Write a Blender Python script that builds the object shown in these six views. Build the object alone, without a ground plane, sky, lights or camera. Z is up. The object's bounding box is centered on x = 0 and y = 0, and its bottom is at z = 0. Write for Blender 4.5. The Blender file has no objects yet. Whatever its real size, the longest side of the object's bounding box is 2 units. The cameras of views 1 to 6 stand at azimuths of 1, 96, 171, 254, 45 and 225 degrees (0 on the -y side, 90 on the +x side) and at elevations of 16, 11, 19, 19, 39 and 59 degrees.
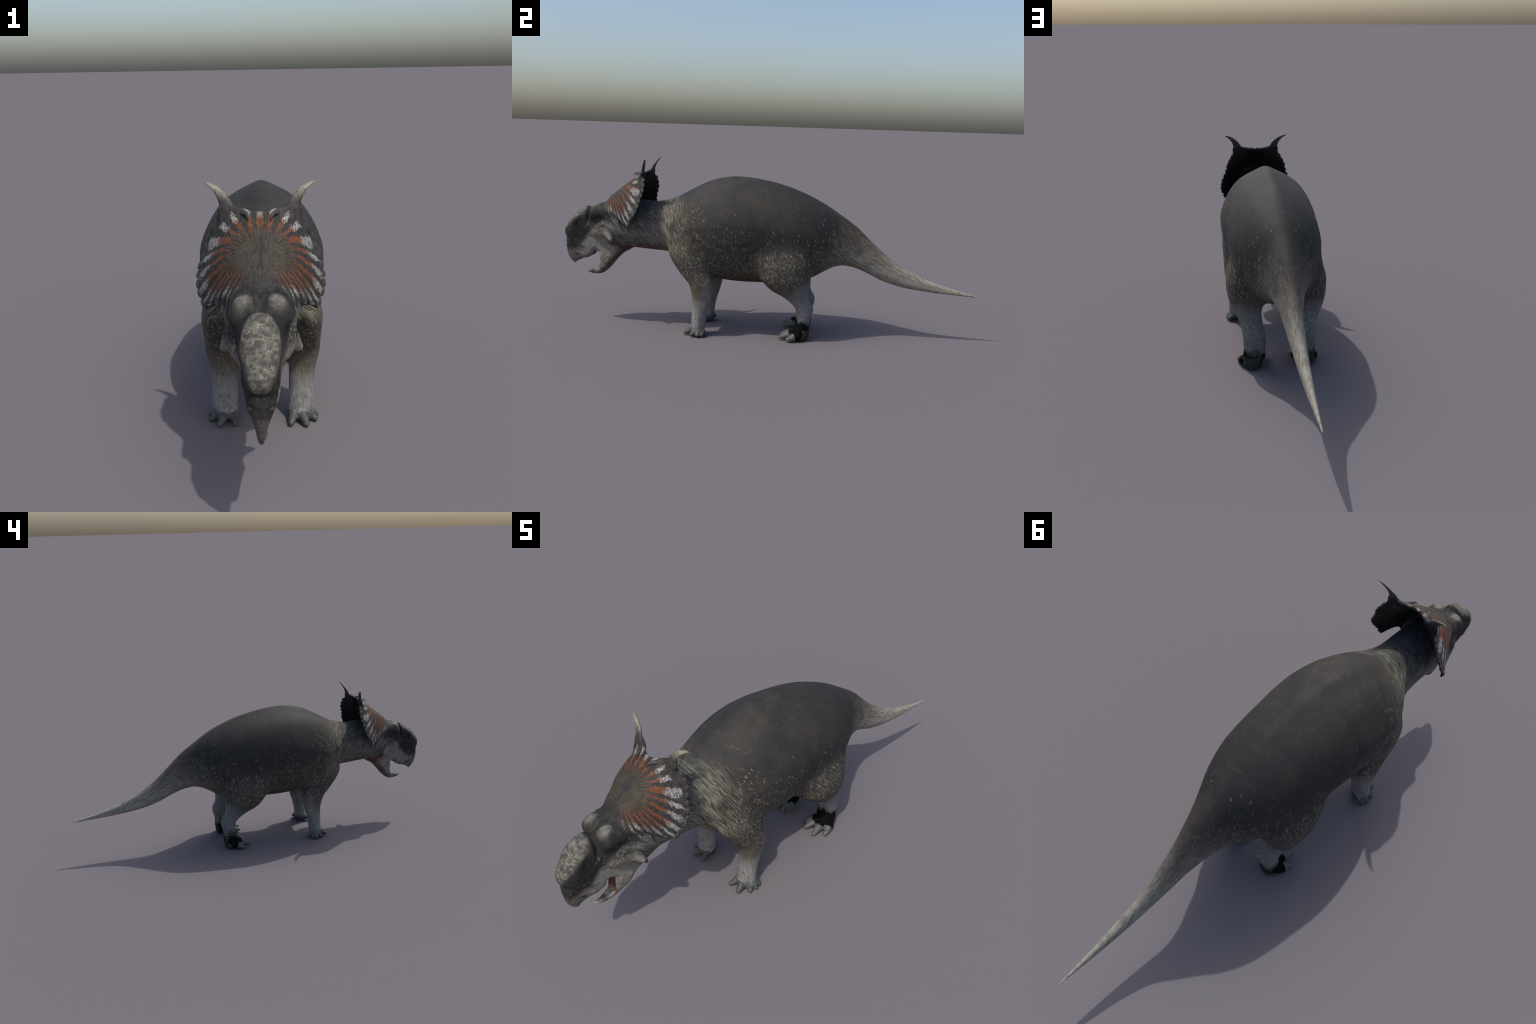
"""A standing horned dinosaur with a scalloped neck frill, modelled as one blended
implicit body (profiles + cross-section rules), meshed with surface nets, then split
into named anatomical parts.  Horns, scallops, eyes are lofted / swept pieces."""
import bpy, math
import numpy as np
from mathutils import Vector

H = 0.0028                                  # sampling step of the implicit body (m)
f32 = np.float32

# ------------------------------------------------------------------ small maths
def spline(pts):
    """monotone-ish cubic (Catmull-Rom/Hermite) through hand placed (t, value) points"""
    p = np.array(sorted(pts), float)
    x, y = p[:, 0], p[:, 1]
    d = np.diff(y) / np.diff(x)
    m = np.zeros_like(y)
    m[1:-1] = np.where(d[1:] * d[:-1] > 0, 2 * d[1:] * d[:-1] / (d[1:] + d[:-1] + 1e-12), 0)
    m[0], m[-1] = d[0], d[-1]
    def f(t):
        t = np.clip(np.asarray(t, float), x[0], x[-1])
        i = np.clip(np.searchsorted(x, t) - 1, 0, len(x) - 2)
        h = x[i + 1] - x[i]; s = (t - x[i]) / h
        return ((2*s**3 - 3*s**2 + 1) * y[i] + (s**3 - 2*s**2 + s) * h * m[i]
                + (-2*s**3 + 3*s**2) * y[i + 1] + (s**3 - s**2) * h * m[i + 1])
    return f

def sstep(a, b, t):
    s = np.clip((t - a) / (b - a), 0, 1)
    return s * s * (3 - 2 * s)

def smin(a, b, k):
    h = np.clip(0.5 + 0.5 * (b - a) / k, 0, 1)
    return b * (1 - h) + a * h - k * h * (1 - h)

def smax(a, b, k):
    return -smin(-a, -b, k)

# ------------------------------------------------------------------ sampling grid (right half, x >= 0)
X = np.arange(-H / 2, 0.225, H)
Y = np.arange(-1.02, 1.02, H)
Z = np.arange(-0.006, 0.775, H)
F = np.full((len(X), len(Y), len(Z)), 1.0, f32)
L = np.zeros(F.shape, np.uint8)             # which part is nearest
PART = dict(torso=0, forelimb=1, hindlimb=2, head=3, frill=4, fore_toe=5, hind_toe=6, jaw=7)

def block(x0, x1, y0, y1, z0, z1):
    s = (slice(*np.searchsorted(X, [x0, x1])), slice(*np.searchsorted(Y, [y0, y1])), slice(*np.searchsorted(Z, [z0, z1])))
    return s, X[s[0]][:, None, None].astype(f32), Y[s[1]][None, :, None].astype(f32), Z[s[2]][None, None, :].astype(f32)

def as_distance(g):
    """first order distance from any implicit function sampled on the grid"""
    gx, gy, gz = np.gradient(g, H)
    return g / np.sqrt(gx * gx + gy * gy + gz * gz + 0.5)

def add(s, d, part, k):
    a = F[s]
    L[s] = np.where(d < a, PART[part], L[s])
    F[s] = smin(a, d.astype(f32), k)

def carve(s, d, k):
    F[s] = smax(F[s], -d.astype(f32), k)

# ------------------------------------------------------------------ trunk, neck and tail
back = spline([(-.80, .50), (-.74, .585), (-.70, .612), (-.62, .616), (-.545, .612), (-.492, .622), (-.445, .637),
               (-.397, .663), (-.341, .693), (-.275, .723), (-.21, .739), (-.163, .744), (-.116, .743), (-.023, .731),
               (.07, .710), (.163, .677), (.256, .632), (.332, .584), (.408, .532), (.494, .453), (.59, .375),
               (.685, .321), (.825, .268), (1.0, .2235)])
under = spline([(-.80, .40), (-.74, .375), (-.687, .373), (-.658, .384), (-.609, .381), (-.55, .377), (-.492, .374),
                (-.42, .345), (-.34, .295), (-.25, .255), (-.2, .247), (-.104, .242), (-.028, .243), (.06, .247),
                (.14, .258), (.195, .274), (.226, .288), (.271, .316), (.317, .338), (.353, .345), (.40, .339),
                (.456, .319), (.551, .276), (.644, .251), (.782, .234), (.919, .225), (1.0, .220)])
girth = spline([(-.80, .06), (-.74, .082), (-.66, .086), (-.59, .087), (-.53, .094), (-.48, .114), (-.43, .148), (-.38, .170),
                (-.32, .184), (-.25, .194), (-.17, .199), (-.10, .196), (-.03, .188), (.05, .182), (.12, .176), (.18, .158),
                (.24, .132), (.30, .100), (.36, .073), (.42, .053), (.50, .036), (.60, .0265), (.70, .020), (.80, .0145),
                (.90, .0085), (1.0, .002)])
waist = spline([(-.8, .48), (-.55, .49), (-.42, .485), (-.3, .505), (-.15, .522), (0, .517), (.12, .49), (.22, .465), (.3, .445), (.45, .375),
                (.6, .312), (.8, .249), (1.0, .2215)])
ridge = spline([(-.8, 0), (-.55, .004), (-.42, .011), (-.3, .020), (-.15, .027), (.0, .022), (.15, .012), (.28, .005),
                (.42, .006), (1.0, 0)])
s, x, y, z = block(-1, 1, -.81, 1.01, -1, 1)
yy = Y[s[1]]
zt, zb, W, zm, rd = [f(yy)[None, :, None].astype(f32) for f in (back, under, girth, waist, ridge)]
top = zt - rd + rd / (1 + (x / .054) ** 2) ** 1.5
dz = np.where(z > zm, (z - zm) / (top - zm), (zm - z) / (zm - zb))
trunk = (sstep(-.52, -.36, yy) * (1 - sstep(.10, .30, yy)))[None, :, None].astype(f32)
pw = np.where(z > zm, 2.1 + .25 * trunk, 2.1 - .28 * trunk)     # broad shelf above, keeled below
dc = np.clip(dz, 0, 1.3)
W = W * np.where(z > zm, 1 - .17 * trunk * dc**2 / (dc**2 + .20), 1)
dz = (np.sqrt(dz * dz + .0064) - .08) / (math.sqrt(1.0064) - .08)          # no crease along the flank
q = (np.abs(x) / W) ** pw + np.abs(dz) ** pw
g = q ** (1 / pw) - 1
d = as_distance(g)
d = np.maximum(d, np.maximum(y - .9985, -.80 - y))
F[s] = d
del top, dz, q, g, d

# ------------------------------------------------------------------ limbs: stacked elliptical sections (z: front, back, inner, outer)
def limb(part, secs, zmax, k, p=2.2, cap=.20):
    t = np.array(secs)
    fr, bk, inn, out = [spline(list(zip(t[:, 0], t[:, i]))) for i in range(1, 5)]
    m = .05
    s, x, y, z = block(t[:, 3].min() - m, t[:, 4].max() + m, t[:, 1].min() - m, t[:, 2].max() + m, -1, zmax + .02)
    zz = Z[s[2]]
    f_, b_, i_, o_ = [q(zz)[None, None, :].astype(f32) for q in (fr, bk, inn, out)]
    cy, ay, cx, ax = (f_ + b_) / 2, (b_ - f_) / 2, (i_ + o_) / 2, (o_ - i_) / 2
    g = ((np.abs(x - cx) / ax) ** p + (np.abs(y - cy) / ay) ** p) ** (1 / p) - 1
    d = as_distance(np.minimum(g, 4))
    d = d + .09 * sstep(zmax - cap, zmax, zz)[None, None, :].astype(f32)      # sinks into the trunk at the top
    d = smax(d, .0015 - z, .008)
    add(s, d, part, k)

limb('forelimb', [
    (-.01, -.338, -.288, .088, .160), (.02, -.345, -.284, .084, .163), (.045, -.346, -.281, .081, .163), (.08, -.344, -.277, .082, .163),
    (.13, -.342, -.266, .083, .164), (.17, -.341, -.253, .083, .167), (.21, -.346, -.244, .082, .176), (.25, -.358, -.239, .082, .182),
    (.28, -.382, -.246, .085, .182), (.31, -.406, -.257, .088, .182), (.35, -.432, -.270, .09, .184), (.41, -.458, -.284, .09, .184),
    (.47, -.455, -.287, .09, .178), (.58, -.43, -.29, .09, .15)], .58, .050, cap=.22)
limb('hindlimb', [
    (-.01, .125, .206, .072, .140), (.02, .122, .210, .068, .146), (.045, .132, .213, .063, .147), (.08, .148, .213, .058, .143),
    (.11, .147, .219, .054, .145), (.145, .144, .226, .057, .147), (.165, .132, .221, .060, .149), (.185, .110, .208, .064, .153),
    (.21, .076, .202, .066, .163), (.236, .029, .202, .064, .180), (.265, -.002, .202, .062, .191), (.30, -.022, .202, .060, .199),
    (.35, -.034, .203, .05, .2015), (.40, -.040, .206, .05, .196), (.48, -.030, .210, .05, .178), (.58, .0, .20, .05, .15)], .58, .055, cap=.24)

# ------------------------------------------------------------------ toes: fat tapered lozenges
def toe(part, base, tip, r0, r1, k):
    a, b = np.array(base), np.array(tip)
    m = r0 + k + .01
    lo, hi = np.minimum(a, b) - m, np.maximum(a, b) + m
    s, x, y, z = block(lo[0], hi[0], lo[1], hi[1], lo[2], hi[2])
    e = b - a; n = e @ e
    t = np.clip(((x - a[0]) * e[0] + (y - a[1]) * e[1] + (z - a[2]) * e[2]) / n, 0, 1)
    r = r0 + (r1 - r0) * t ** 1.9
    d = np.sqrt((x - a[0] - t*e[0])**2 + (y - a[1] - t*e[1])**2 + (z - a[2] - t*e[2])**2) - r
    d = smax(d, .0005 - z, .004)
    d = d.astype(f32)
    keepL = L[s].copy()
    add(s, d, part, k)
    L[s] = np.where(t > .30, L[s], keepL)            # only the free end counts as claw

for b, t, r in [((.102, -.318, .030), (.088, -.368, .009), .0165), ((.122, -.325, .032), (.137, -.373, .009), .0185),
                ((.140, -.312, .028), (.167, -.337, .009), .0150), ((.145, -.300, .026), (.171, -.308, .009), .0125),
                ((.142, -.285, .024), (.164, -.287, .010), .0110)]:
    toe('fore_toe', b, t, r, .0085, .010)
for b, t, r in [((.140, .158, .024), (.159, .112, .010), .0185), ((.113, .138, .027), (.125, .075, .011), .0195),
                ((.085, .138, .027), (.072, .080, .011), .0175), ((.072, .150, .028), (.050, .097, .018), .0145)]:
    toe('hind_toe', b, t, r * 1.06, .0078, .005)

# ------------------------------------------------------------------ head: side profile inflated by a half-width field
profile = [(-.68, .60), (-.76, .605), (-.80, .597), (-.835, .577), (-.858, .560), (-.868, .566), (-.880, .5745), (-.891, .5755), (-.911, .565),
           (-.932, .551), (-.952, .535), (-.968, .517), (-.981, .500), (-.992, .483), (-1.0005, .468), (-1.0025, .452),
           (-1.001, .434), (-.9955, .423), (-.9965, .405), (-.9975, .384), (-.9955, .351), (-.988, .323), (-.974, .301), (-.959, .2895),
           (-.945, .3015), (-.928, .3095), (-.913, .3130), (-.885, .3165), (-.873, .3250), (-.866, .3270), (-.855, .3345),
           (-.8475, .354), (-.842, .3570), (-.829, .3510), (-.8275, .337), (-.831, .314), (-.837, .294), (-.842, .281),
           (-.855, .2745), (-.868, .2690), (-.886, .2635), (-.903, .2615), (-.896, .2530), (-.880, .2450), (-.859, .2410), (-.838, .2415),
           (-.818, .2460), (-.799, .2580), (-.773, .2820), (-.750, .3120), (-.726, .3380), (-.700, .3600), (-.670, .385), (-.655, .45)]
width = [(-.880, .572, .028), (-.897, .568, .044), (-.92, .552, .058), (-.95, .525, .056), (-.98, .490, .049), (-.995, .455, .042), (-.96, .46, .043), (-.985, .40, .035),
         (-.985, .355, .023), (-.975, .325, .014), (-.962, .298, .004), (-.975, .305, .007), (-.985, .325, .013), (-.955, .315, .012), (-.945, .335, .019), (-.925, .322, .018), (-.89, .335, .029), (-.86, .365, .038), (-.90, .42, .039), (-.90, .46, .040), (-.90, .51, .042),
         (-.87, .53, .047), (-.86, .48, .050), (-.825, .53, .064), (-.82, .47, .063), (-.80, .435, .064), (-.82, .40, .046), (-.845, .40, .040),
         (-.77, .55, .073), (-.77, .45, .062), (-.74, .40, .052), (-.80, .35, .046), (-.77, .32, .046), (-.81, .29, .032),
         (-.835, .27, .021), (-.83, .25, .014), (-.86, .27, .0165), (-.86, .25, .010), (-.885, .257, .0105), (-.72, .50, .080), (-.74, .58, .070), (-.69, .60, .06), (-.70, .40, .058)]

def outline_distance(yg, zg, poly):
    P = np.array(poly); Q = np.roll(P, -1, 0)
    best = np.full(yg.shape, 9.0); inside = np.zeros(yg.shape, bool)
    for (ay, az), (by, bz) in zip(P, Q):
        ey, ez = by - ay, bz - az
        t = np.clip(((yg - ay) * ey + (zg - az) * ez) / (ey * ey + ez * ez), 0, 1)
        best = np.minimum(best, np.hypot(yg - ay - t * ey, zg - az - t * ez))
        c = ((az > zg) != (bz > zg))
        inside ^= c & (yg < ey * (zg - az) / (ez if abs(ez) > 1e-9 else 1e-9) + ay)
    return np.where(inside, -best, best)

def field(yg, zg, pts, sig):
    num = np.zeros(yg.shape); den = np.zeros(yg.shape)
    for py, pz, v in pts:
        w = np.exp(-((yg - py) ** 2 + (zg - pz) ** 2) / (2 * sig * sig)) + 1e-9
        num += w * v; den += w
    return num / den

s, x, y, z = block(-1, .16, -1.02, -.62, .20, .66)
YG, ZG = np.meshgrid(Y[s[1]], Z[s[2]], indexing='ij')
D2 = outline_distance(YG, ZG, profile)
WF = field(YG, ZG, width, .019)
RF = field(YG, ZG, [(-.89, .565, .070), (-.91, .56, .060), (-.94, .53, .062), (-.98, .48, .050), (-1.0, .44, .038), (-.97, .36, .036), (-.93, .32, .022), (-.88, .26, .017),
                    (-.80, .32, .035), (-.80, .5, .05), (-.86, .56, .03), (-.72, .5, .05), (-.78, .58, .055)], .05)
q = np.clip(1 + D2 / RF, 0, None)[None].astype(f32)
p = field(YG, ZG, [(-.92, .55, 2.15), (-.96, .50, 2.15), (-.99, .45, 2.1), (-.97, .37, 2.2), (-.88, .45, 2.3), (-.84, .56, 2.3), (-.80, .40, 2.3)], .03)[None].astype(f32)
g = (q ** p + (np.abs(x) / WF[None].astype(f32)) ** p) ** (1 / p) - 1
d = as_distance(np.minimum(g, 5))
a = F[s]
jaw = (ZG < .352) & (YG > -.91) & (ZG < .352 - .6 * (YG + .845).clip(0)) & ((YG > -.84) | (ZG < .285))
L[s] = np.where(d < a, np.where(jaw[None], PART['jaw'], PART['head']), L[s])
F[s] = smin(a, d.astype(f32), .022)

def lump(c, r, part, k, rot=0.0):
    c, r = np.array(c), np.array(r)
    m = r.max() + k + .012
    s, x, y, z = block(c[0] - m, c[0] + m, c[1] - m, c[1] + m, c[2] - m, c[2] + m)
    cy, cz = y - c[1], z - c[2]
    u, w = cy * math.cos(rot) + cz * math.sin(rot), -cy * math.sin(rot) + cz * math.cos(rot)
    g = np.sqrt(((x - c[0]) / r[0]) ** 2 + (u / r[1]) ** 2 + (w / r[2]) ** 2)
    d = (g - 1) * r.min()
    if part is None:
        carve(s, d, k)
    else:
        add(s, d, part, k)

# brow bosses, orbit ridge, cheek muscle
lump((.037, -.819, .562), (.030, .042, .026), 'head', .024, -.25)
lump((.033, -.836, .542), (.029, .024, .026), 'head', .024, -.5)
lump((.056, -.824, .545), (.016, .030, .016), 'head', .018)
lump((.063, -.795, .468), (.018, .042, .026), 'head', .020, .2)
# cheek horn: a blunt cone hanging out behind the cheek
def cone(a, b, r0, r1, part, k, flat=1.0):
    a, b = np.array(a), np.array(b); m = r0 + k + .01
    lo, hi = np.minimum(a, b) - m, np.maximum(a, b) + m
    s, x, y, z = block(lo[0], hi[0], lo[1], hi[1], lo[2], hi[2])
    e = b - a; n = e @ e
    t = np.clip(((x - a[0])*e[0] + (y - a[1])*e[1] + (z - a[2])*e[2]) / n, 0, 1)
    d = np.sqrt((x-a[0]-t*e[0])**2 * flat + (y-a[1]-t*e[1])**2 + (z-a[2]-t*e[2])**2) - (r0 + (r1 - r0) * t)
    add(s, d, part, k)
cone((.060, -.785, .480), (.0905, -.744, .433), .031, .0125, 'head', .011)

# ------------------------------------------------------------------ frill: a saddle-shaped shield swept back from the skull
FO = np.array([0, -.79, .607]); EV = np.array([0, .79, .613]); EN = np.array([0, -.613, .79])
curl = spline([(-.08, 13.), (-.03, 11.), (.0, 9.6), (.048, 8.0), (.065, 7.2), (.08, 6.25), (.096, 5.7), (.125, 5.25), (.149, 5.0), (.187, 4.9),
               (.209, 4.3), (.2245, 3.9), (.2425, 2.9), (.26, 2.0), (.28, 1.3)])
# free edge, (half breadth x, height v along the shield)
rim = [(0, -.06), (0, .221), (.020, .224), (.036, .234), (.048, .239), (.062, .2435), (.078, .2450), (.090, .2440), (.100, .2425), (.1085, .238), (.120, .229), (.134, .213), (.139, .196),
       (.1445, .178), (.154, .160), (.162, .142), (.1645, .120), (.163, .098), (.158, .080), (.151, .064), (.1465, .046), (.136, .039),
       (.122, .031), (.106, .021), (.088, .012), (.06, -.01), (.04, -.06)]
s, x, y, z = block(-1, .2, -.86, -.54, .44, .775)
v = (y - FO[1]) * EV[1] + (z - FO[2]) * EV[2]
n = (y - FO[1]) * EN[1] + (z - FO[2]) * EN[2]
vv = np.linspace(-.3, .35, 261)
cv = np.interp(v, vv, curl(vv)).astype(f32)
xe = np.sqrt(x * x + .02 ** 2) - .02              # softened keel on the midline
mid = -cv * (x * x * .55 + xe * xe * .45 * 1.33)
slope = np.sqrt(1 + (2 * cv * x) ** 2)
mid = mid - .085 * sstep(.045, -.06, v)               # root dives into the skull roof
gx = np.linspace(-.01, .21, 111); gv = np.linspace(-.2, .32, 261)
E2 = outline_distance(*np.meshgrid(gx, gv, indexing='ij'), rim)
def look(tab, a, b):
    i = np.clip((a - gx[0]) / (gx[1] - gx[0]), 0, len(gx) - 1.001); j = np.clip((b - gv[0]) / (gv[1] - gv[0]), 0, len(gv) - 1.001)
    i0, j0 = i.astype(int), j.astype(int); fi, fj = i - i0, j - j0
    return tab[i0, j0]*(1-fi)*(1-fj) + tab[i0+1, j0]*fi*(1-fj) + tab[i0, j0+1]*(1-fi)*fj + tab[i0+1, j0+1]*fi*fj
e = look(E2, np.broadcast_to(np.abs(x), v.shape[:0] + np.broadcast_shapes(x.shape, v.shape)), np.broadcast_to(v, np.broadcast_shapes(x.shape, v.shape))).astype(f32)
thick = .0042 + .003 * sstep(.19, .22, v) + .0075 * sstep(.0, .09, -e) + .012 * sstep(.06, -.03, v)
sheet = np.abs(n - mid) / slope - thick
d = smax(sheet, e, .005)
add(s, d, 'frill', .030)
# flattened flare at each upper corner that carries the long horn
HORN_PATH = [(.068, -.612, .712), (.074, -.601, .729), (.080, -.5935, .743), (.0865, -.589, .757), (.0935, -.584, .773), (.106, -.578, .790),
             (.1235, -.571, .8045), (.137, -.567, .811), (.1455, -.566, .8125)]
HORN_R = [(.030, .0085), (.0265, .0085), (.0215, .0080), (.0175, .0074), (.0145, .0064), (.0108, .0052), (.0068, .0040), (.0038, .0026), (.0010, .0008)]
for (a, b), (ra, rb) in zip(zip(HORN_PATH[:4], HORN_PATH[1:5]), zip(HORN_R[:4], HORN_R[1:5])):
    a, b = np.array(a), np.array(b); m = .06
    lo, hi = np.minimum(a, b) - m, np.maximum(a, b) + m
    s, x, y, z = block(*[t for pr in zip(lo, hi) for t in pr])
    e = b - a; nn = e @ e
    t = np.clip(((x - a[0])*e[0] + (y - a[1])*e[1] + (z - a[2])*e[2]) / nn, 0, 1)
    px, py, pz = x - a[0] - t*e[0], y - a[1] - t*e[1], z - a[2] - t*e[2]
    w = np.array([.35, -.613, .79]); w = w - e * (w @ e) / nn; w /= np.linalg.norm(w)
    r0, r1 = ra[0] + (rb[0]-ra[0])*t, ra[1] + (rb[1]-ra[1])*t
    dn = px*w[0] + py*w[1] + pz*w[2]
    d = (np.sqrt((px*px + py*py + pz*pz - dn*dn).clip(0) / r0**2 + dn*dn / r1**2) - 1) * r1 + .0004 + .004 * sstep(.748, .766, z)
    d = smax(d, z - .766, .004)
    add(s, d, 'frill', .008)

# mouth, scooped beaks, nostril, eye socket
s, x, y, z = block(-1, .06, -.93, -.77, .24, .40)
YG, ZG = np.meshgrid(Y[s[1]], Z[s[2]], indexing='ij')
hollow = outline_distance(YG, ZG, [(-.925, .300), (-.915, .322), (-.88, .330), (-.860, .342), (-.845, .364), (-.815, .362), (-.797, .340), (-.805, .318),
                                   (-.818, .290), (-.826, .270), (-.850, .256), (-.880, .254), (-.893, .262), (-.88, .30)])
wf = field(YG, ZG, [(-.92, .31, .012), (-.87, .33, .020), (-.82, .34, .024), (-.82, .30, .020), (-.85, .265, .010), (-.885, .26, .006)], .02)
q = np.clip(1 + hollow / .012, 0, None)[None]
d = as_distance(((q ** 2 + (x / wf[None]) ** 2) ** .5 - 1).astype(f32))
carve(s, d, .006)
lump((.030, -.938, .3365), (.012, .015, .0038), None, .004, .12)
lump((.067, -.820, .5245), (.007, .0085, .0055), None, .005)
# groove between horn boss and brow, crease under the boss and across it
lump((.050, -.868, .545), (.018, .0065, .036), None, .012, -.15)
lump((0, -1.006, .4255), (.050, .0065, .003), None, .008, .2)
lump((0, -1.004, .487), (.020, .008, .0022), None, .004, -.7)

# ------------------------------------------------------------------ surface nets
def surface_nets(F):
    S = F < 0
    c = [(i, j, k) for i in (0, 1) for j in (0, 1) for k in (0, 1)]
    nx, ny, nz = F.shape
    cnt = np.zeros((nx - 1, ny - 1, nz - 1), np.uint8)
    for i, j, k in c:
        cnt += S[i:nx - 1 + i, j:ny - 1 + j, k:nz - 1 + k]
    act = np.argwhere((cnt > 0) & (cnt < 8))
    ids = np.full(cnt.shape, -1, np.int32)
    ids[tuple(act.T)] = np.arange(len(act))
    vals = {o: F[act[:, 0] + o[0], act[:, 1] + o[1], act[:, 2] + o[2]].astype(float) for o in c}
    acc = np.zeros((len(act), 3)); num = np.zeros(len(act))
    for o in c:
        for ax in range(3):
            if o[ax] == 0:
                o2 = list(o); o2[ax] = 1; o2 = tuple(o2)
                a, b = vals[o], vals[o2]
                m = (a < 0) != (b < 0)
                t = np.where(m, a / np.where(m, a - b, 1), 0)
                p = np.array(o, float)[None].repeat(len(act), 0); p[:, ax] = t
                acc[m] += p[m]; num += m
    V = act + acc / num[:, None]
    quads = []
    for ax in range(3):
        u, w = (ax + 1) % 3, (ax + 2) % 3
        lo = [slice(None)] * 3; hi = [slice(None)] * 3
        lo[ax] = slice(0, -1); hi[ax] = slice(1, None)
        a, b = S[tuple(lo)], S[tuple(hi)]
        for flip, m in ((False, a & ~b), (True, ~a & b)):
            e = np.argwhere(m)
            e = e[(e[:, u] > 0) & (e[:, w] > 0) & (e[:, u] < F.shape[u] - 1) & (e[:, w] < F.shape[w] - 1)]
            def cell(du, dw):
                k = e.copy(); k[:, u] += du; k[:, w] += dw
                return ids[tuple(k.T)]
            qd = np.stack([cell(-1, -1), cell(0, -1), cell(0, 0), cell(-1, 0)], 1)
            quads.append(qd[:, ::-1] if flip else qd)
    return V, np.concatenate(quads)

def sample(A, P):
    G = (P - np.array([X[0], Y[0], Z[0]])) / H
    G = np.clip(G, 0, np.array(A.shape) - 1.001)
    i = G.astype(int); f = G - i; out = 0
    for o in [(a, b, c) for a in (0, 1) for b in (0, 1) for c in (0, 1)]:
        w = np.prod(np.where(o, f, 1 - f), 1)
        out = out + w * A[i[:, 0] + o[0], i[:, 1] + o[1], i[:, 2] + o[2]]
    return out

V, Q = surface_nets(F)
P = V * H + np.array([X[0], Y[0], Z[0]])
on_mid = V[:, 0] < 1.0
P[on_mid, 0] = 0

def relax(P, Q, rounds):
    e = np.concatenate([Q[:, [0, 1]], Q[:, [1, 2]], Q[:, [2, 3]], Q[:, [3, 0]]])
    for lam in [.5, -.52] * rounds:
        acc = np.zeros_like(P)
        for k in range(3):
            acc[:, k] = np.bincount(e[:, 0], P[e[:, 1], k], len(P)) + np.bincount(e[:, 1], P[e[:, 0], k], len(P))
        deg = np.bincount(e[:, 0], minlength=len(P)) + np.bincount(e[:, 1], minlength=len(P))
        P = P + lam * (acc / deg[:, None] - P)
        P[on_mid, 0] = 0
    return P

P = relax(P, Q, 3)
lab = L[tuple(np.clip(np.rint((P - [X[0], Y[0], Z[0]]) / H).astype(int), 0, np.array(L.shape) - 1).T)]
# drop faces lying wholly in the mirror plane, mirror the rest
Q = Q[~on_mid[Q].all(1)]
n0 = len(P)
mir = np.arange(n0); extra = np.flatnonzero(~on_mid)
mir[extra] = n0 + np.arange(len(extra))
PM = P[extra] * [-1, 1, 1]
P2 = np.concatenate([P, PM]); lab2 = np.concatenate([lab, lab[extra]])
Q2 = np.concatenate([Q, mir[Q][:, ::-1]])
P2[:, 2] = np.maximum(P2[:, 2], 0.0005)

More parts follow.
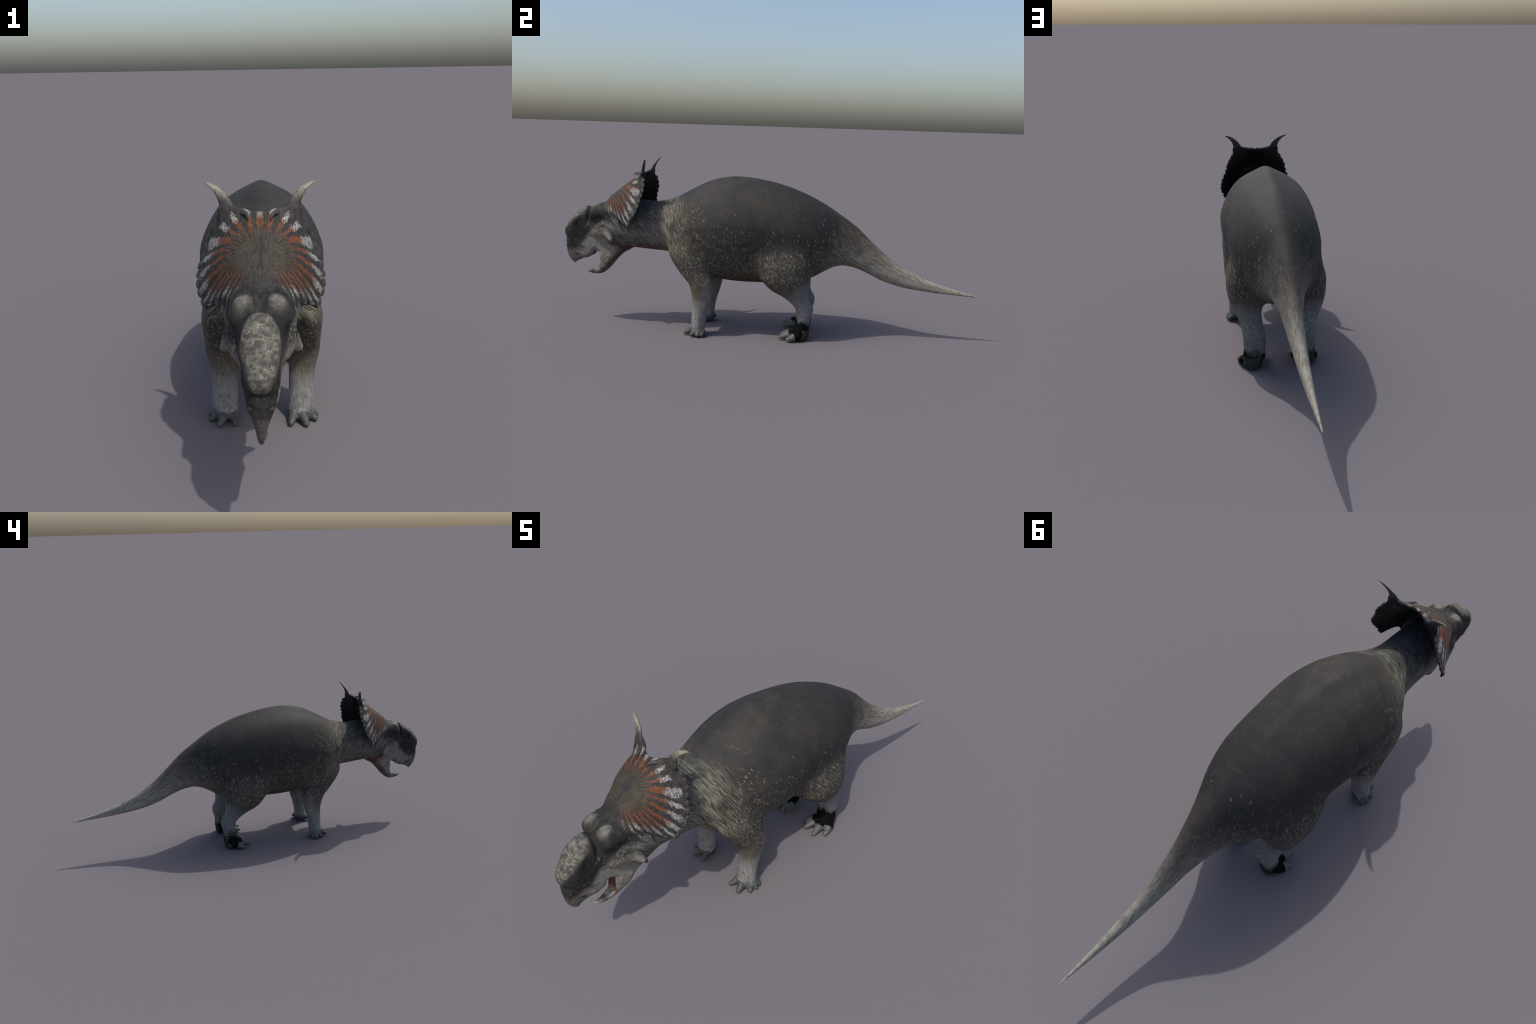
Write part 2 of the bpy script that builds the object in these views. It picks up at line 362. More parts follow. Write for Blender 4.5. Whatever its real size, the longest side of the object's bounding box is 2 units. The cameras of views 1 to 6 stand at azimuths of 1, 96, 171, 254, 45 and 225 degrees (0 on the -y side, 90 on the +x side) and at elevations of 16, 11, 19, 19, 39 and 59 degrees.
# ------------------------------------------------------------------ shader language: tiny wrappers round nodes
class Tree:
    def __init__(self, name):
        self.m = bpy.data.materials.new(name); self.m.use_nodes = True
        self.t = self.m.node_tree; self.n = self.t.nodes
        self.bsdf = next(k for k in self.n if k.type == 'BSDF_PRINCIPLED')
        tc = self.n.new('ShaderNodeTexCoord'); self.pos = tc.outputs['Object']
        sp = self.n.new('ShaderNodeSeparateXYZ'); self.link(tc.outputs['Object'], sp.inputs[0])
        self.x, self.y, self.z = [N(self, o) for o in sp.outputs]
        g = self.n.new('ShaderNodeNewGeometry'); sn = self.n.new('ShaderNodeSeparateXYZ')
        self.link(g.outputs['Normal'], sn.inputs[0])
        self.nx, self.ny, self.nz = [N(self, o) for o in sn.outputs]
        self.ax = self.x.abs()
    def link(self, a, b): self.t.links.new(a, b)
    def put(self, sock, v):
        if isinstance(v, N): self.link(v.s, sock)
        elif isinstance(v, bpy.types.NodeSocket): self.link(v, sock)
        else: sock.default_value = v
    def math(self, op, *a, clamp=False):
        k = self.n.new('ShaderNodeMath'); k.operation = op; k.use_clamp = clamp
        for i, v in enumerate(a): self.put(k.inputs[i], v)
        return N(self, k.outputs[0])
    def vec(self, a, b, c):
        k = self.n.new('ShaderNodeCombineXYZ')
        for i, v in enumerate((a, b, c)): self.put(k.inputs[i], v)
        return k.outputs[0]
    def noise(self, v, scale, detail=3.0, rough=.55):
        k = self.n.new('ShaderNodeTexNoise'); self.put(k.inputs['Vector'], v)
        k.inputs['Scale'].default_value = scale; k.inputs['Detail'].default_value = detail; k.inputs['Roughness'].default_value = rough
        return N(self, k.outputs['Fac'])
    def voronoi(self, v, scale, feature='F1'):
        k = self.n.new('ShaderNodeTexVoronoi'); k.feature = feature; self.put(k.inputs['Vector'], v)
        k.inputs['Scale'].default_value = scale
        d = N(self, k.outputs['Distance'])
        if feature != 'F1': return d
        sp = self.n.new('ShaderNodeSeparateColor'); self.link(k.outputs['Color'], sp.inputs[0])
        return d, N(self, sp.outputs[0]), N(self, sp.outputs[1])
    def ss(self, a, b, t):
        k = self.n.new('ShaderNodeMapRange'); k.interpolation_type = 'SMOOTHSTEP'
        self.put(k.inputs['Value'], t)
        flip = a > b
        k.inputs['From Min'].default_value, k.inputs['From Max'].default_value = (b, a) if flip else (a, b)
        k.inputs['To Min'].default_value, k.inputs['To Max'].default_value = (1, 0) if flip else (0, 1)
        return N(self, k.outputs[0])
    def mix(self, f, a, b):
        k = self.n.new('ShaderNodeMix'); k.data_type = 'RGBA'
        self.put(k.inputs[0], f)
        for i, v in ((6, a), (7, b)):
            self.put(k.inputs[i], v if not isinstance(v, tuple) else (*v, 1.0))
        return k.outputs[2]
    def blob(self, cy, cz, ry, rz):
        a = (self.y - cy) / ry; b = (self.z - cz) / rz
        return self.math('EXPONENT', (a * a + b * b) * -1.0)
    def finish(self, col, rough=.62, spec=.25, bump=None, strength=.3, dist=.002):
        self.put(self.bsdf.inputs['Base Color'], col if not isinstance(col, tuple) else (*col, 1.0))
        self.put(self.bsdf.inputs['Roughness'], rough)
        if not self.bsdf.inputs['Specular IOR Level'].is_linked: self.bsdf.inputs['Specular IOR Level'].default_value = spec
        if bump is not None:
            k = self.n.new('ShaderNodeBump'); k.inputs['Strength'].default_value = strength; k.inputs['Distance'].default_value = dist
            self.put(k.inputs['Height'], bump); self.link(k.outputs[0], self.bsdf.inputs['Normal'])
        return self.m

class N:
    def __init__(self, t, s): self.t, self.s = t, s
    def _(self, op, o): return self.t.math(op, self, o)
    def __add__(self, o): return self._('ADD', o)
    __radd__ = __add__
    def __sub__(self, o): return self._('SUBTRACT', o)
    def __rsub__(self, o): return self.t.math('SUBTRACT', o, self)
    def __mul__(self, o): return self._('MULTIPLY', o)
    __rmul__ = __mul__
    def __truediv__(self, o): return self._('DIVIDE', o)
    def abs(self): return self.t.math('ABSOLUTE', self)
    def inv(self): return 1.0 - self
    def max(self, o): return self._('MAXIMUM', o)
    def min(self, o): return self._('MINIMUM', o)
    def clamp(self): return self.t.math('ADD', self, 0.0, clamp=True)
    def sqrt(self): return self.t.math('SQRT', self)

def along(T, dy, dz, stretch, wob=0.0, xf=.7):
    """coordinates stretched along a fur direction (dy, dz) in the flank plane"""
    l = math.hypot(dy, dz); dy, dz = dy / l, dz / l
    u = T.y * dy + T.z * dz
    w = T.y * -dz + T.z * dy
    if wob:
        w = w + (T.noise(T.pos, 9.0, 1.0) - .5) * wob
    return T.vec(T.ax * xf, w, u * stretch)

def neck_colour(T):
    """streaky grey neck, blue-black above, rust on the throat"""
    st = T.noise(along(T, .78, -.62, .09, .04, .3), 230, 2.0, .6)
    st2 = T.noise(along(T, .78, -.62, .2, .05), 60, 3.0, .6)
    lt = T.ss(.40, .66, st) * .65 + T.ss(.40, .62, st2) * .35
    grey = T.mix(lt, (.040, .038, .035), (.190, .182, .162))
    blue = T.mix(lt, (.021, .022, .024), (.058, .062, .070))
    c = T.mix(T.ss(.53, .62, T.z + (T.noise(T.pos, 14) - .5) * .06), grey, blue)
    red = T.ss(.428, .368, T.z + (T.y + .6) * .05 + (T.noise(T.pos, 18) - .5) * .07)
    c = T.mix(red * .9, c, T.mix(lt, (.055, .022, .015), (.165, .072, .047)))
    return c, lt

def body_material():
    T = Tree('body_hide')
    y, z, ax = T.y, T.z, T.ax
    n1 = T.noise(T.pos, 9, 4); n2 = T.noise(T.pos, 34, 4); fine = T.noise(along(T, .45, -.89, .35), 190, 3)
    wob = (T.noise(T.pos, 20, 3) - .5)
    ztop = (.745 - (y - .02) * .66).min(.745)
    rel = z / ztop
    c = T.mix(T.ss(.40, .68, n1), (.027, .0265, .026), (.040, .036, .031))
    c = T.mix(T.ss(.52, .72, n2) * .35 * T.ss(.6, .75, rel), c, (.062, .053, .040))
    c = T.mix(T.ss(.45, .7, fine) * .25, c, (.054, .050, .043))
    # warmer, paler lower sides
    low = T.ss(.80, .42, rel + wob * .12) * (T.blob(.0, .50, .16, .13) * 1.0).inv().clamp()
    low = low * T.ss(-.62, -.35, y)
    c = T.mix(low * .75, c, T.mix(T.ss(.35, .65, fine), (.048, .042, .034), (.096, .085, .067)))
    # flecks
    d1, r1, r1b = T.voronoi(along(T, .42, -.9, .24, .02, .4), 165)
    d2, r2, r2b = T.voronoi(along(T, .55, -.83, .26, .03, .4), 260)
    dens = (T.ss(.84, .45, rel) * .80 + T.blob(-.38, .50, .09, .16) * .35 + T.blob(.15, .36, .13, .12) * .1 + T.blob(.38, .44, .14, .12) * .40)
    dens = dens * T.ss(.85, .35, T.nz) * (T.blob(-.02, .56, .17, .12) * 1.05).inv().clamp()
    f1 = T.ss(.40, .20, d1) * T.ss(-.04, .04, dens - r1)
    f2 = T.ss(.38, .20, d2) * T.ss(-.04, .04, dens * .8 - r2)
    fl = f1.max(f2 * .8) * (r1b * .5 + .5)
    legl = T.ss(.20, .10, z)
    c = T.mix(fl * .78 * legl.inv(), c, (.275, .250, .195))
    # belly, rusty
    belly = T.ss(.315, .255, z + wob * .05) * T.ss(.14, .10, ax) * T.ss(.16, .02, y) * T.ss(-.5, -.3, y)
    c = T.mix(belly * .8, c, T.mix(T.ss(.4, .65, fine), (.052, .024, .017), (.120, .062, .043)))
    # tail: bone grey toward the tip and underneath
    tl = T.ss(.32, .72, y + (ztop - z) * 1.15 + wob * .14 + (T.noise(along(T, .85, -.5, .2), 120, 3) - .5) * .22)
    ts = T.noise(along(T, .85, -.5, .15), 150, 3, .65)
    tailc = T.mix(T.ss(.33, .66, ts), (.180, .164, .130), (.350, .328, .272))
    c = T.mix(tl * .9 * T.ss(.20, .34, y), c, tailc)
    tan = T.ss(.30, .42, y) * T.ss(.62, .50, y) * T.ss(.80, .95, rel)
    c = T.mix(tan * .25, c, (.110, .084, .060))
    # lower hind legs: blue grey, pale behind
    hz = T.ss(.255, .175, z - T.ss(.10, .20, y) * .055 + wob * .05) * T.ss(-.1, .0, y) * T.ss(.30, .26, y)
    hs = T.noise(along(T, .2, -1, .25), 210, 3, .65)
    c = T.mix(hz * .9, c, T.mix(T.ss(.35, .65, hs), (.125, .125, .122), (.215, .215, .212)))
    # fore legs: tan cuff fading to pale grey
    fore = T.ss(-.15, -.22, y)
    cuff = fore * T.ss(.30, .20, z + wob * .06) * T.ss(.22, .12, y + .42)
    fs = T.noise(along(T, .1, -1, .22), 180, 3, .65)
    c = T.mix(cuff * .65, c, T.mix(T.ss(.38, .62, fs), (.080, .064, .046), (.160, .132, .098)))
    pale = fore * T.ss(.225, .095, z - T.ss(-.32, -.26, y) * .075 + wob * .05 + (fs - .5) * .05)
    c = T.mix(pale * .92, c, T.mix(T.ss(.33, .66, fs), (.160, .159, .152), (.265, .262, .250)))
    foot = fore * T.ss(.050, .022, z + wob * .03 + (fs - .5) * .03)
    c = T.mix(foot, c, (.058, .060, .057))
    mott = T.ss(.48, .66, T.noise(T.pos, 38, 4, .65)) * T.ss(.24, .16, z) * T.ss(.5, .3, y) * .38
    c = T.mix(mott, c, (.085, .072, .054))
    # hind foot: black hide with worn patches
    hind = T.ss(.0, .04, y)
    k2 = T.noise(T.pos, 26, 3, .6)
    blk = hind * T.ss(.116, .074, z + (k2 - .5) * .10 - T.ss(.16, .13, y) * .015 + T.ss(.185, .215, y) * .02)
    c = T.mix(blk, c, (.0055, .0055, .0055))
    patch = blk * T.ss(.52, .62, T.noise(T.pos, 40, 2)) * T.ss(.16, .2, y) * T.ss(.09, .11, ax)
    c = T.mix(patch * .8, c, (.11, .098, .078))
    c = T.mix(blk * T.ss(.19, .208, y) * T.ss(.07, .05, z) * .8, c, (.045, .046, .045))
    # neck and mane
    nc, lt = neck_colour(T)
    nk = T.ss(-.425, -.475, y - (z - .5) * .10 + wob * .07)
    c = T.mix(nk, c, nc)
    md = T.noise(along(T, .42, -.90, .05, .035, .10), 300, 3, .6)
    mb = T.ss(-.535, -.485, y + wob * .06) * T.ss(-.33, -.45, y + wob * .10) * T.ss(.33, .42, z) * T.ss(.66, .60, z)
    c = T.mix(mb * .64, c, T.mix(T.ss(.42, .62, md), (.034, .031, .026), (.235, .216, .158)))
    chest = T.ss(.40, .34, z) * T.ss(-.36, -.44, y) * T.ss(.09, .05, ax)
    c = T.mix(chest * .7, c, (.13, .055, .036))
    rough = T.mix(blk, (.66,) * 3, (.55,) * 3)
    T.put(T.bsdf.inputs['Specular IOR Level'], blk.inv() * .15 + .02)
    h = fine * .6 + n2 * .4 + lt * nk * .5 + md * mb
    return T.finish(c, rough, .18, h, .22, .0016)

def head_material():
    T = Tree('head_hide')
    x, y, z, ax = T.x, T.y, T.z, T.ax
    wob = T.noise(T.pos, 30, 3) - .5
    fine = T.noise(along(T, -.75, -.66, .18, .03), 210, 3, .65)
    streak = T.noise(along(T, .8, .6, .15, .03), 190, 3, .65)
    c = T.mix(T.ss(.40, .66, streak), (.016, .016, .0155), (.036, .035, .032))
    c = T.mix(T.ss(.55, .75, T.noise(T.pos, 60, 3)) * .3, c, (.075, .068, .056))
    # pale cheek and lips
    ck = T.ss(.495, .445, z + wob * .05 + (T.ss(-.82, -.95, y) * .10)) * T.ss(-1.02, -.90, y + wob * .03 + .02)
    warm = T.noise(T.pos, 26, 3)
    pale = T.mix(T.ss(.34, .66, fine), (.118, .103, .084), (.300, .282, .246))
    pale = T.mix(T.ss(.5, .68, warm) * .5, pale, (.210, .150, .108))
    bluish = T.blob(-.865, .385, .035, .035)
    pale = T.mix(bluish * .6, pale, (.175, .185, .19))
    c = T.mix(ck * .9, c, pale)
    # flecks on the muzzle and round the cheek
    d1, r1, _ = T.voronoi(along(T, .35, .94, .30, .02), 230)
    mz = T.blob(-.955, .372, .05, .030) + T.blob(-.82, .480, .06, .025) * .9 + T.blob(-.79, .51, .04, .03) * .4
    c = T.mix((T.ss(.42, .22, d1) * T.ss(-.05, .05, mz * T.ss(.010, .024, ax) - r1) * .55).clamp(), c, (.300, .270, .205))
    horncheek = T.blob(-.752, .438, .026, .030) * T.ss(.07, .085, ax)
    c = T.mix(horncheek * .9, c, T.mix(T.ss(.3, .7, fine), (.190, .172, .142), (.330, .310, .265)))
    dk = T.blob(-.845, .525, .05, .045)
    c = T.mix(dk * .75, c, (.024, .024, .024))
    # horn-coloured bosses with a pale cracked web
    face = T.noise(T.pos, 22, 3)
    wp = T.vec(ax + (face - .5) * .035, y + (T.noise(T.pos, 55, 3) - .5) * .035, z + (T.noise(T.pos, 65, 3) - .5) * .02)
    web = T.voronoi(wp, 58, 'DISTANCE_TO_EDGE')
    web2 = T.voronoi(wp, 120, 'DISTANCE_TO_EDGE')
    line = T.ss(.085, .0, web).max(T.ss(.09, .0, web2) * .6) * T.ss(.38, .60, T.noise(T.pos, 45, 2))
    core = T.mix(T.ss(.3, .7, T.noise(T.pos, 90, 4)), (.052, .049, .042), (.122, .115, .098))
    core = T.mix(line * .72, core, (.285, .262, .215))
    bossm = T.ss(-.15, .75, T.ny * -.8 + T.nz * .6 + wob * .7) * T.ss(-.872, -.892, y) * T.ss(.425, .455, z + wob * .04)
    bossm = bossm * T.ss(1.22, .70, ax / (.019 + (z - .44) * .40).max(.012).min(.056) + wob * .5)
    brow = T.ss(1.0, .45, (((ax - .041) / .026) * ((ax - .041) / .026) + ((y + .836) / .031) * ((y + .836) / .031)).sqrt() + wob * .3) * T.ss(.545, .57, z)
    c = T.mix(bossm * .92, c, core)
    c = T.mix(brow * .85, c, T.mix(.25, core, (.20, .19, .165)))
    # beak
    bk = T.ss(.345, .325, z + (y + .95) * -.12 + wob * .015) * T.ss(-.855, -.885, y)
    c = T.mix(bk * .85, c, T.mix(T.ss(.3, .7, fine), (.060, .060, .057), (.135, .135, .128)))
    nost = T.blob(-.936, .336, .018, .007)
    c = T.mix(nost * .85, c, (.012, .012, .012))
    lowb = T.ss(-.845, -.865, y) * T.ss(.285, .275, z)
    c = T.mix(lowb, c, T.mix(T.ss(-.86, -.90, y), (.055, .053, .048), (.230, .220, .190)))
    # throat joins the neck
    nc, lt = neck_colour(T)
    c = T.mix(T.ss(-.775, -.70, y + (z - .4) * .35 + wob * .05) * T.ss(.53, .49, z), c, nc)
    jawu = T.ss(.262, .235, z - (y + .84).max(0.0) * 1.0 + wob * .02) * T.ss(-.87, -.83, y)
    c = T.mix(jawu * .8, c, T.mix(T.ss(.4, .65, fine), (.050, .028, .021), (.120, .070, .052)))
    inner = T.ss(-.868, -.855, y) * T.ss(-.790, -.80, y) * T.ss(.366, .352, z) * T.ss(.276, .288, z) * T.ss(.0265, .0235, ax)
    c = T.mix(inner, c, (.115, .044, .027))
    # ---- frill banding: rays out of the crown, olive > rust > white, black rim, black behind
    v = (y - FO[1]) * EV[1] + (z - FO[2]) * EV[2]
    cx, cz0 = ax, v - .088
    ang = T.math('ARCTAN2', cz0, ax - .004)
    cs = (cz0 / .148).max(cz0 / -.108)
    rn = ((ax / .163) * (ax / .163) + cs * cs).sqrt()
    fw = T.noise(T.vec(ax, y, z), 42, 3, .6) - .5
    fw2 = T.noise(T.vec(ax, y, z), 150, 3, .65) - .5
    uneven = T.noise(T.vec(ang, 0.0, 0.0), 3.1, 1.0) - .5
    grow = T.noise(T.vec(ang, 3.0, 0.0), 5.0, 1.0) - .5
    turn = ang - math.pi / 2 + (ang + .15).min(0.0) * .5
    rays = T.math('COSINE', turn * 27.0 + fw * 5.0 + uneven * 5.0) + grow * .6
    finer = T.math('COSINE', turn * 46.0 + fw * 16.0 + uneven * 9.0)
    rj = rn + fw2 * .16 + fw * .16 + grow * .26
    band = T.ss(-.05, .35, rays + fw2 * 1.8)
    bandw = T.ss(-.30, .25, rays + fw2 * 4.0 + fw * 1.5)
    bandf = T.ss(.0, .7, finer + fw2 * 4.0) * .8
    grain = T.ss(.35, .65, T.noise(T.vec(ax, y, z), 260, 3, .7))
    rust = T.mix(grain, (.075, .027, .014), (.175, .066, .031))
    olive = T.mix(grain, (.036, .030, .019), (.110, .082, .038))
    white = T.mix(T.ss(.36, .62, T.noise(T.vec(ax, y, z), 190, 3, .7)), (.075, .070, .064), (.330, .332, .318))
    fc = T.mix(T.ss(.42, .55, rj), olive, rust)
    fc = T.mix(T.ss(.76, .84, rj), fc, T.mix(.5, rust, white))
    fc = T.mix(T.ss(.81, .88, rj), fc, white)
    mask = T.mix(T.ss(.50, .62, rn), bandf, band)
    mask = N(T, T.mix(T.ss(.78, .86, rn), mask, bandw))
    mask = mask * T.ss(.06, .22, rj) * T.ss(1.035, .985, rj)
    mask = mask * T.ss(.010, .026, ax + T.ss(.14, .17, v) * .05)
    mask = mask * T.ss(-.035, .008, v + (ax - .075) * 1.2)
    frame = T.ss(-.045, -.015, v + wob * .02) * T.ss(-.795, -.765, y) * T.ss(.485, .505, z + ax * .0)
    ridge_dark = T.blob(-.735, .545, .045, .018) * .9
    frilldark = T.mix(T.ss(.4, .6, fine), (.026, .024, .022), (.045, .042, .037))
    c = T.mix(frame, c, frilldark)
    c = T.mix((mask * frame * ridge_dark.inv()).clamp() * .95, c, fc)
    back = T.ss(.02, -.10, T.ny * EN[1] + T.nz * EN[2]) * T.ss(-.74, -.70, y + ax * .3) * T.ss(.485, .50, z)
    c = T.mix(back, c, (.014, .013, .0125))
    h = fine * .5 + streak * .6 + T.noise(T.pos, 130, 3) * .4 + line * bossm * 1.0
    return T.finish(c, .62, .16, h, .28, .0018)

def claw_material(name, lo, hi, rough=.5):
    T = Tree(name)
    k = T.noise(T.pos, 70, 4, .65)
    c = T.mix(T.ss(.3, .7, k), lo, hi)
    c = T.mix(T.ss(.58, .72, T.noise(T.pos, 45, 3)) * .4, c, (.03, .03, .028))
    return T.finish(c, rough, .3, T.noise(T.pos, 160, 3), .25, .0012)

def horn_material():
    T = Tree('horn_sheath')
    k = T.noise(T.vec(T.ax, T.y, T.z * .3), 140, 3)
    t = T.ss(.764, .806, T.z + (k - .5) * .02)
    c = T.mix(t, (.040, .037, .033), T.mix(T.ss(.3, .7, k), (.140, .124, .092), (.260, .238, .180)))
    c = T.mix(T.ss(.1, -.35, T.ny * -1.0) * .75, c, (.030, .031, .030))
    return T.finish(c, .5, .3, k, .2, .001)

BODY, HEAD = body_material(), head_material()
FORE_CLAW = claw_material('fore_claw_horn', (.040, .042, .040), (.075, .077, .072))
HIND_CLAW = claw_material('hind_claw_horn', (.058, .060, .056), (.115, .117, .107))
HORN = horn_material()
RIM = claw_material('frill_scallop_hide', (.026, .024, .022), (.060, .054, .048), .6)

def eye_material():
    T = Tree('eye_amber')
    r = (((T.y + .8195) * (T.y + .8195)) + ((T.z - .5245) * (T.z - .5245))).sqrt()
    c = T.mix(T.ss(.0018, .0024, r), (.004, .004, .004), (.170, .080, .032))
    c = T.mix(T.ss(.0036, .0046, r), c, (.02, .015, .012))
    return T.finish(c, .12, .5)
EYE = eye_material()

# ------------------------------------------------------------------ objects
COL = bpy.context.scene.collection
root = bpy.data.objects.new('horned_dinosaur', None)
root.empty_display_size = .2
COL.objects.link(root)
root['label'] = 'grey speckled horned dinosaur with orange and white scalloped frill'
root['category'] = 'dinosaur'

def keep(o, parent):
    COL.objects.link(o); o.parent = parent
    return o

def mesh_of(name, verts, faces, mat, smooth=True):
    me = bpy.data.meshes.new(name)
    me.from_pydata([tuple(v) for v in verts], [], [tuple(f) for f in faces])
    me.materials.append(mat)
    if smooth: me.polygons.foreach_set('use_smooth', [True] * len(me.polygons))
    me.update()
    return me

def fast_mesh(name, verts, quads, mat):
    me = bpy.data.meshes.new(name)
    me.vertices.add(len(verts)); me.vertices.foreach_set('co', verts.astype(f32).ravel())
    me.loops.add(quads.size); me.loops.foreach_set('vertex_index', quads.astype(np.int32).ravel())
    me.polygons.add(len(quads)); me.polygons.foreach_set('loop_start', np.arange(0, quads.size, 4, dtype=np.int32))
    me.update(calc_edges=True)
    if mat: me.materials.append(mat)
    me.polygons.foreach_set('use_smooth', np.ones(len(quads), bool))
    return me

whole = fast_mesh('whole_body', P2, Q2, None)
nrm = np.empty(len(P2) * 3, f32)
whole.vertex_normals.foreach_get('vector', nrm)
nrm = nrm.reshape(-1, 3)
# region of every face
fc = P2[Q2].mean(1); fl = np.sort(lab2[Q2], 1)[:, 1]
side = fc[:, 0] > 0
left = {}
region = np.full(len(Q2), 'torso', dtype=object)
region[(fl == 0) & (fc[:, 1] < -.47)] = 'neck'
region[(fl == 0) & (fc[:, 1] > .27)] = 'tail'
region[fl == 3] = 'head'
region[fl == 7] = 'lower_jaw'
region[(fl == 3) & (fc[:, 2] < .325 + (-.95 - fc[:, 1]) * -.12) & (fc[:, 1] < -.87)] = 'beak'
region[fl == 4] = 'frill'
for sd, nm in ((True, '_right'), (False, '_left')):
    m = side == sd
    region[(fl == 1) & m] = 'forelimb' + nm
    region[(fl == 2) & m] = 'hindlimb' + nm
    region[(fl == 5) & m] = 'fore_claw' + nm
    region[(fl == 6) & m] = 'hind_claw' + nm
bpy.data.meshes.remove(whole)

parts = {}
mats = dict(torso=BODY, neck=BODY, tail=BODY, head=HEAD, lower_jaw=HEAD, beak=HEAD, frill=HEAD)
order = ['torso', 'neck', 'tail', 'head', 'lower_jaw', 'beak', 'frill', 'forelimb_right', 'forelimb_left', 'hindlimb_right', 'hindlimb_left',
         'fore_claw_right', 'fore_claw_left', 'hind_claw_right', 'hind_claw_left']
for nm in order:
    fs = Q2[region == nm]
    if not len(fs): continue
    used, inv = np.unique(fs, return_inverse=True)
    base = nm.replace('_right', '').replace('_left', '')
    base = {'fore_claw': 'fore_toes', 'hind_claw': 'hind_toes'}.get(base, base)
    mat = mats.get(base) or {'fore_toes': FORE_CLAW, 'hind_toes': HIND_CLAW}.get(base, BODY)
    me = fast_mesh(base, P2[used], inv.reshape(fs.shape), mat)
    me.normals_split_custom_set_from_vertices(nrm[used].tolist())
    parent = root
    if base in ('beak', 'frill', 'lower_jaw'): parent = parts['head']
    if 'toes' in base: parent = parts[nm.replace('fore_claw', 'forelimb').replace('hind_claw', 'hindlimb')]
    parts[nm] = keep(bpy.data.objects.new(base, me), parent)

# ---- horns: swept ellipses
def sweep(name, path, radii, mat, seg=20, sub=8):
    """path of control points, radii (across x / across thickness)"""
    c = np.array(path, float); r = np.array(radii, float)
    t = np.linspace(0, len(c) - 1, (len(c) - 1) * sub + 1)
    k = np.arange(len(c))
    C = np.stack([spline(list(zip(k, c[:, i])))(t) for i in range(3)], 1)
    R = np.stack([spline(list(zip(k, r[:, i])))(t) for i in range(2)], 1)
    tan = np.gradient(C, axis=0); tan /= np.linalg.norm(tan, axis=1)[:, None]
    V, Fc = [], []
    for i in range(len(C)):
        b = np.cross(np.array([.35, -.613, .79]), tan[i]); b /= np.linalg.norm(b)
        a = np.cross(tan[i], b)
        for j in range(seg):
            w = 2 * math.pi * j / seg
            V.append(C[i] + b * R[i, 0] * math.cos(w) + a * R[i, 1] * math.sin(w))
    for i in range(len(C) - 1):
        for j in range(seg):
            Fc.append((i*seg + j, i*seg + (j+1) % seg, (i+1)*seg + (j+1) % seg, (i+1)*seg + j))
    V.append(C[-1] + tan[-1] * R[-1].min()); tip = len(V) - 1
    for j in range(seg): Fc.append(((len(C)-1)*seg + j, (len(C)-1)*seg + (j+1) % seg, tip))
    return V, Fc

def mirrored(name, V, Fc, mat, parent):
    for sx in (1, -1):
        vs = [(v[0] * sx, v[1], v[2]) for v in V]
        fs = Fc if sx > 0 else [f[::-1] for f in Fc]
        keep(bpy.data.objects.new(name, mesh_of(name, vs, fs, mat)), parent)

frill = parts['frill']
V_, F_ = sweep('horn', HORN_PATH[2:], HORN_R[2:], HORN)
mirrored('horn', V_, F_, HORN, frill)
V_, F_ = sweep('hornlet', [(.050, -.608, .737), (.043, -.618, .744), (.034, -.634, .744), (.027, -.650, .7325)],
               [(.012, .006), (.0085, .0055), (.0055, .004), (.001, .001)], HORN, 14)
mirrored('small_horn', V_, F_, RIM, frill)

# ---- scallops along the frill edge
def shield(xv, vv_):
    return FO + EV * vv_ + EN * (-float(curl(vv_)) * xv * xv) + np.array([xv, 0, 0])

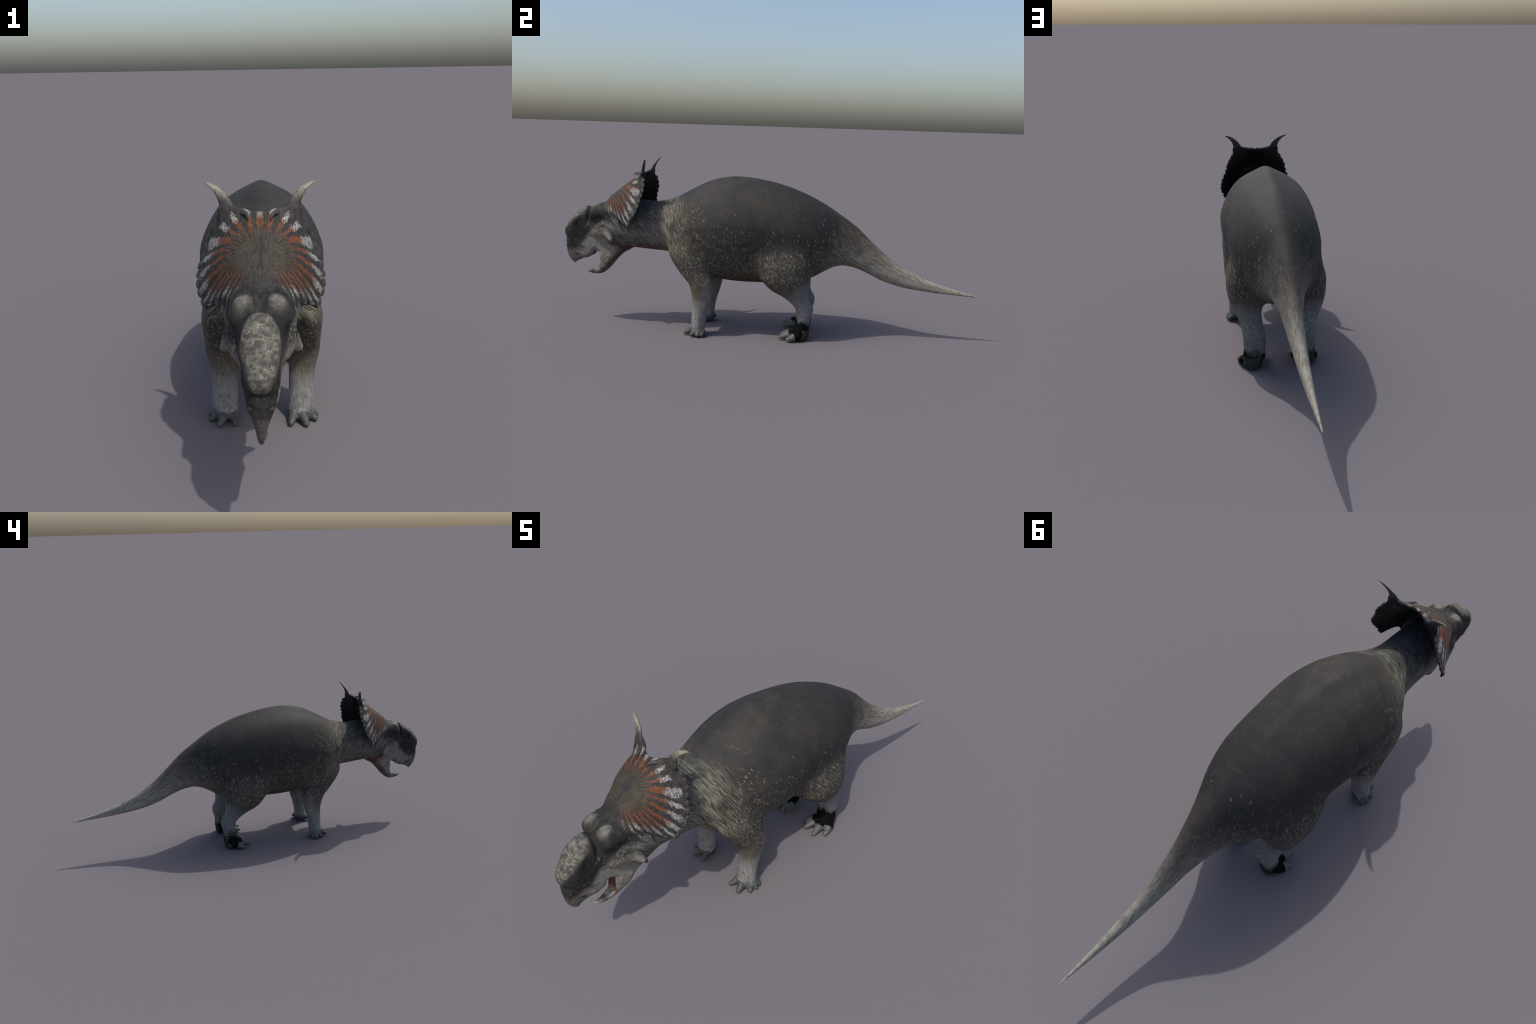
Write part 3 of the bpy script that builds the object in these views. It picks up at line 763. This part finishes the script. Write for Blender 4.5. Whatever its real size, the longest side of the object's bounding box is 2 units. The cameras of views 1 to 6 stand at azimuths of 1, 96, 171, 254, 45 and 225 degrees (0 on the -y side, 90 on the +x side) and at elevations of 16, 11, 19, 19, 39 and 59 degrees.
edge = [shield(a, b) for a, b in rim if .106 < a and .04 < b < .248]
seglen = np.concatenate([[0], np.cumsum(np.linalg.norm(np.diff(edge, axis=0), axis=1))])
edge = np.array(edge)
def lozenge(name, mat):
    V, Fc = [], []
    nu, nv = 14, 8
    for i in range(nv + 1):
        a = math.pi * i / nv - math.pi / 2
        for j in range(nu):
            w = 2 * math.pi * j / nu
            V.append((math.cos(a) * math.cos(w), math.cos(a) * math.sin(w), math.sin(a)))
    for i in range(nv):
        for j in range(nu):
            Fc.append((i*nu + j, i*nu + (j+1) % nu, (i+1)*nu + (j+1) % nu, (i+1)*nu + j))
    return mesh_of(name, V, Fc, mat)
SCALLOP = lozenge('frill_scallop', RIM)
from mathutils import Matrix
rng = np.random.default_rng(7)
NS = 10
for i in range(NS):
    sl = seglen[-1] * (i + .35) / NS
    p = np.array([np.interp(sl, seglen, edge[:, k]) for k in range(3)])
    p2 = np.array([np.interp(sl + .004, seglen, edge[:, k]) for k in range(3)])
    tdir = (p2 - p) / np.linalg.norm(p2 - p)
    c = float(curl((p - FO) @ EV)); nd = EN + np.array([2 * c * p[0], 0, 0]); nd /= np.linalg.norm(nd)
    nd = nd - tdir * (nd @ tdir); nd /= np.linalg.norm(nd)
    od = np.cross(tdir, nd)
    if od[0] < 0 and od[1] < 0: od = -od
    big = rng.uniform(.9, 1.1)
    for sx in (1, -1):
        o = bpy.data.objects.new('frill_scallop', SCALLOP)
        M = np.eye(4)
        M[:3, 0], M[:3, 1], M[:3, 2] = tdir * .0118 * big, od * .0080 * big, nd * .0050
        M[:3, 3] = p - od * .0008
        if sx < 0: M = np.diag([-1, 1, 1, 1]) @ M
        keep(o, frill)
        o.matrix_world = Matrix(M.tolist())

head = parts['head']
NUB = lozenge('cheek_horn', RIM)
for sx in (1, -1):
    o = bpy.data.objects.new('cheek_horn', NUB)
    keep(o, head)
    o.matrix_world = Matrix.Translation((sx * .0955, -.7375, .4235)) @ Matrix.Rotation(.6, 4, 'X') @ Matrix.Diagonal((.0075, .0085, .0125, 1))
# ---- eyes
def eyeball(r=.0076, nu=20, nv=14):
    V, Fc = [], []
    for i in range(nv + 1):
        a = math.pi * i / nv - math.pi / 2
        for j in range(nu):
            w = 2 * math.pi * j / nu
            V.append((EX + r * .8 * math.cos(a) * math.cos(w), -.8195 + r * math.cos(a) * math.sin(w), .5245 + r * .8 * math.sin(a)))
    for i in range(nv):
        for j in range(nu):
            Fc.append((i*nu + j, i*nu + (j+1) % nu, (i+1)*nu + (j+1) % nu, (i+1)*nu + j))
    return V, Fc
near = (np.abs(P2[:, 1] + .82) < .012) & (np.abs(P2[:, 2] - .5245) < .010) & (P2[:, 0] > .03) & (lab2 == 3)
EX = float(np.quantile(P2[near, 0], .5)) - .0035 if near.any() else .062
V_, F_ = eyeball()
mirrored('eye', V_, F_, EYE, head)
print('eye x', EX, 'faces', len(Q2))
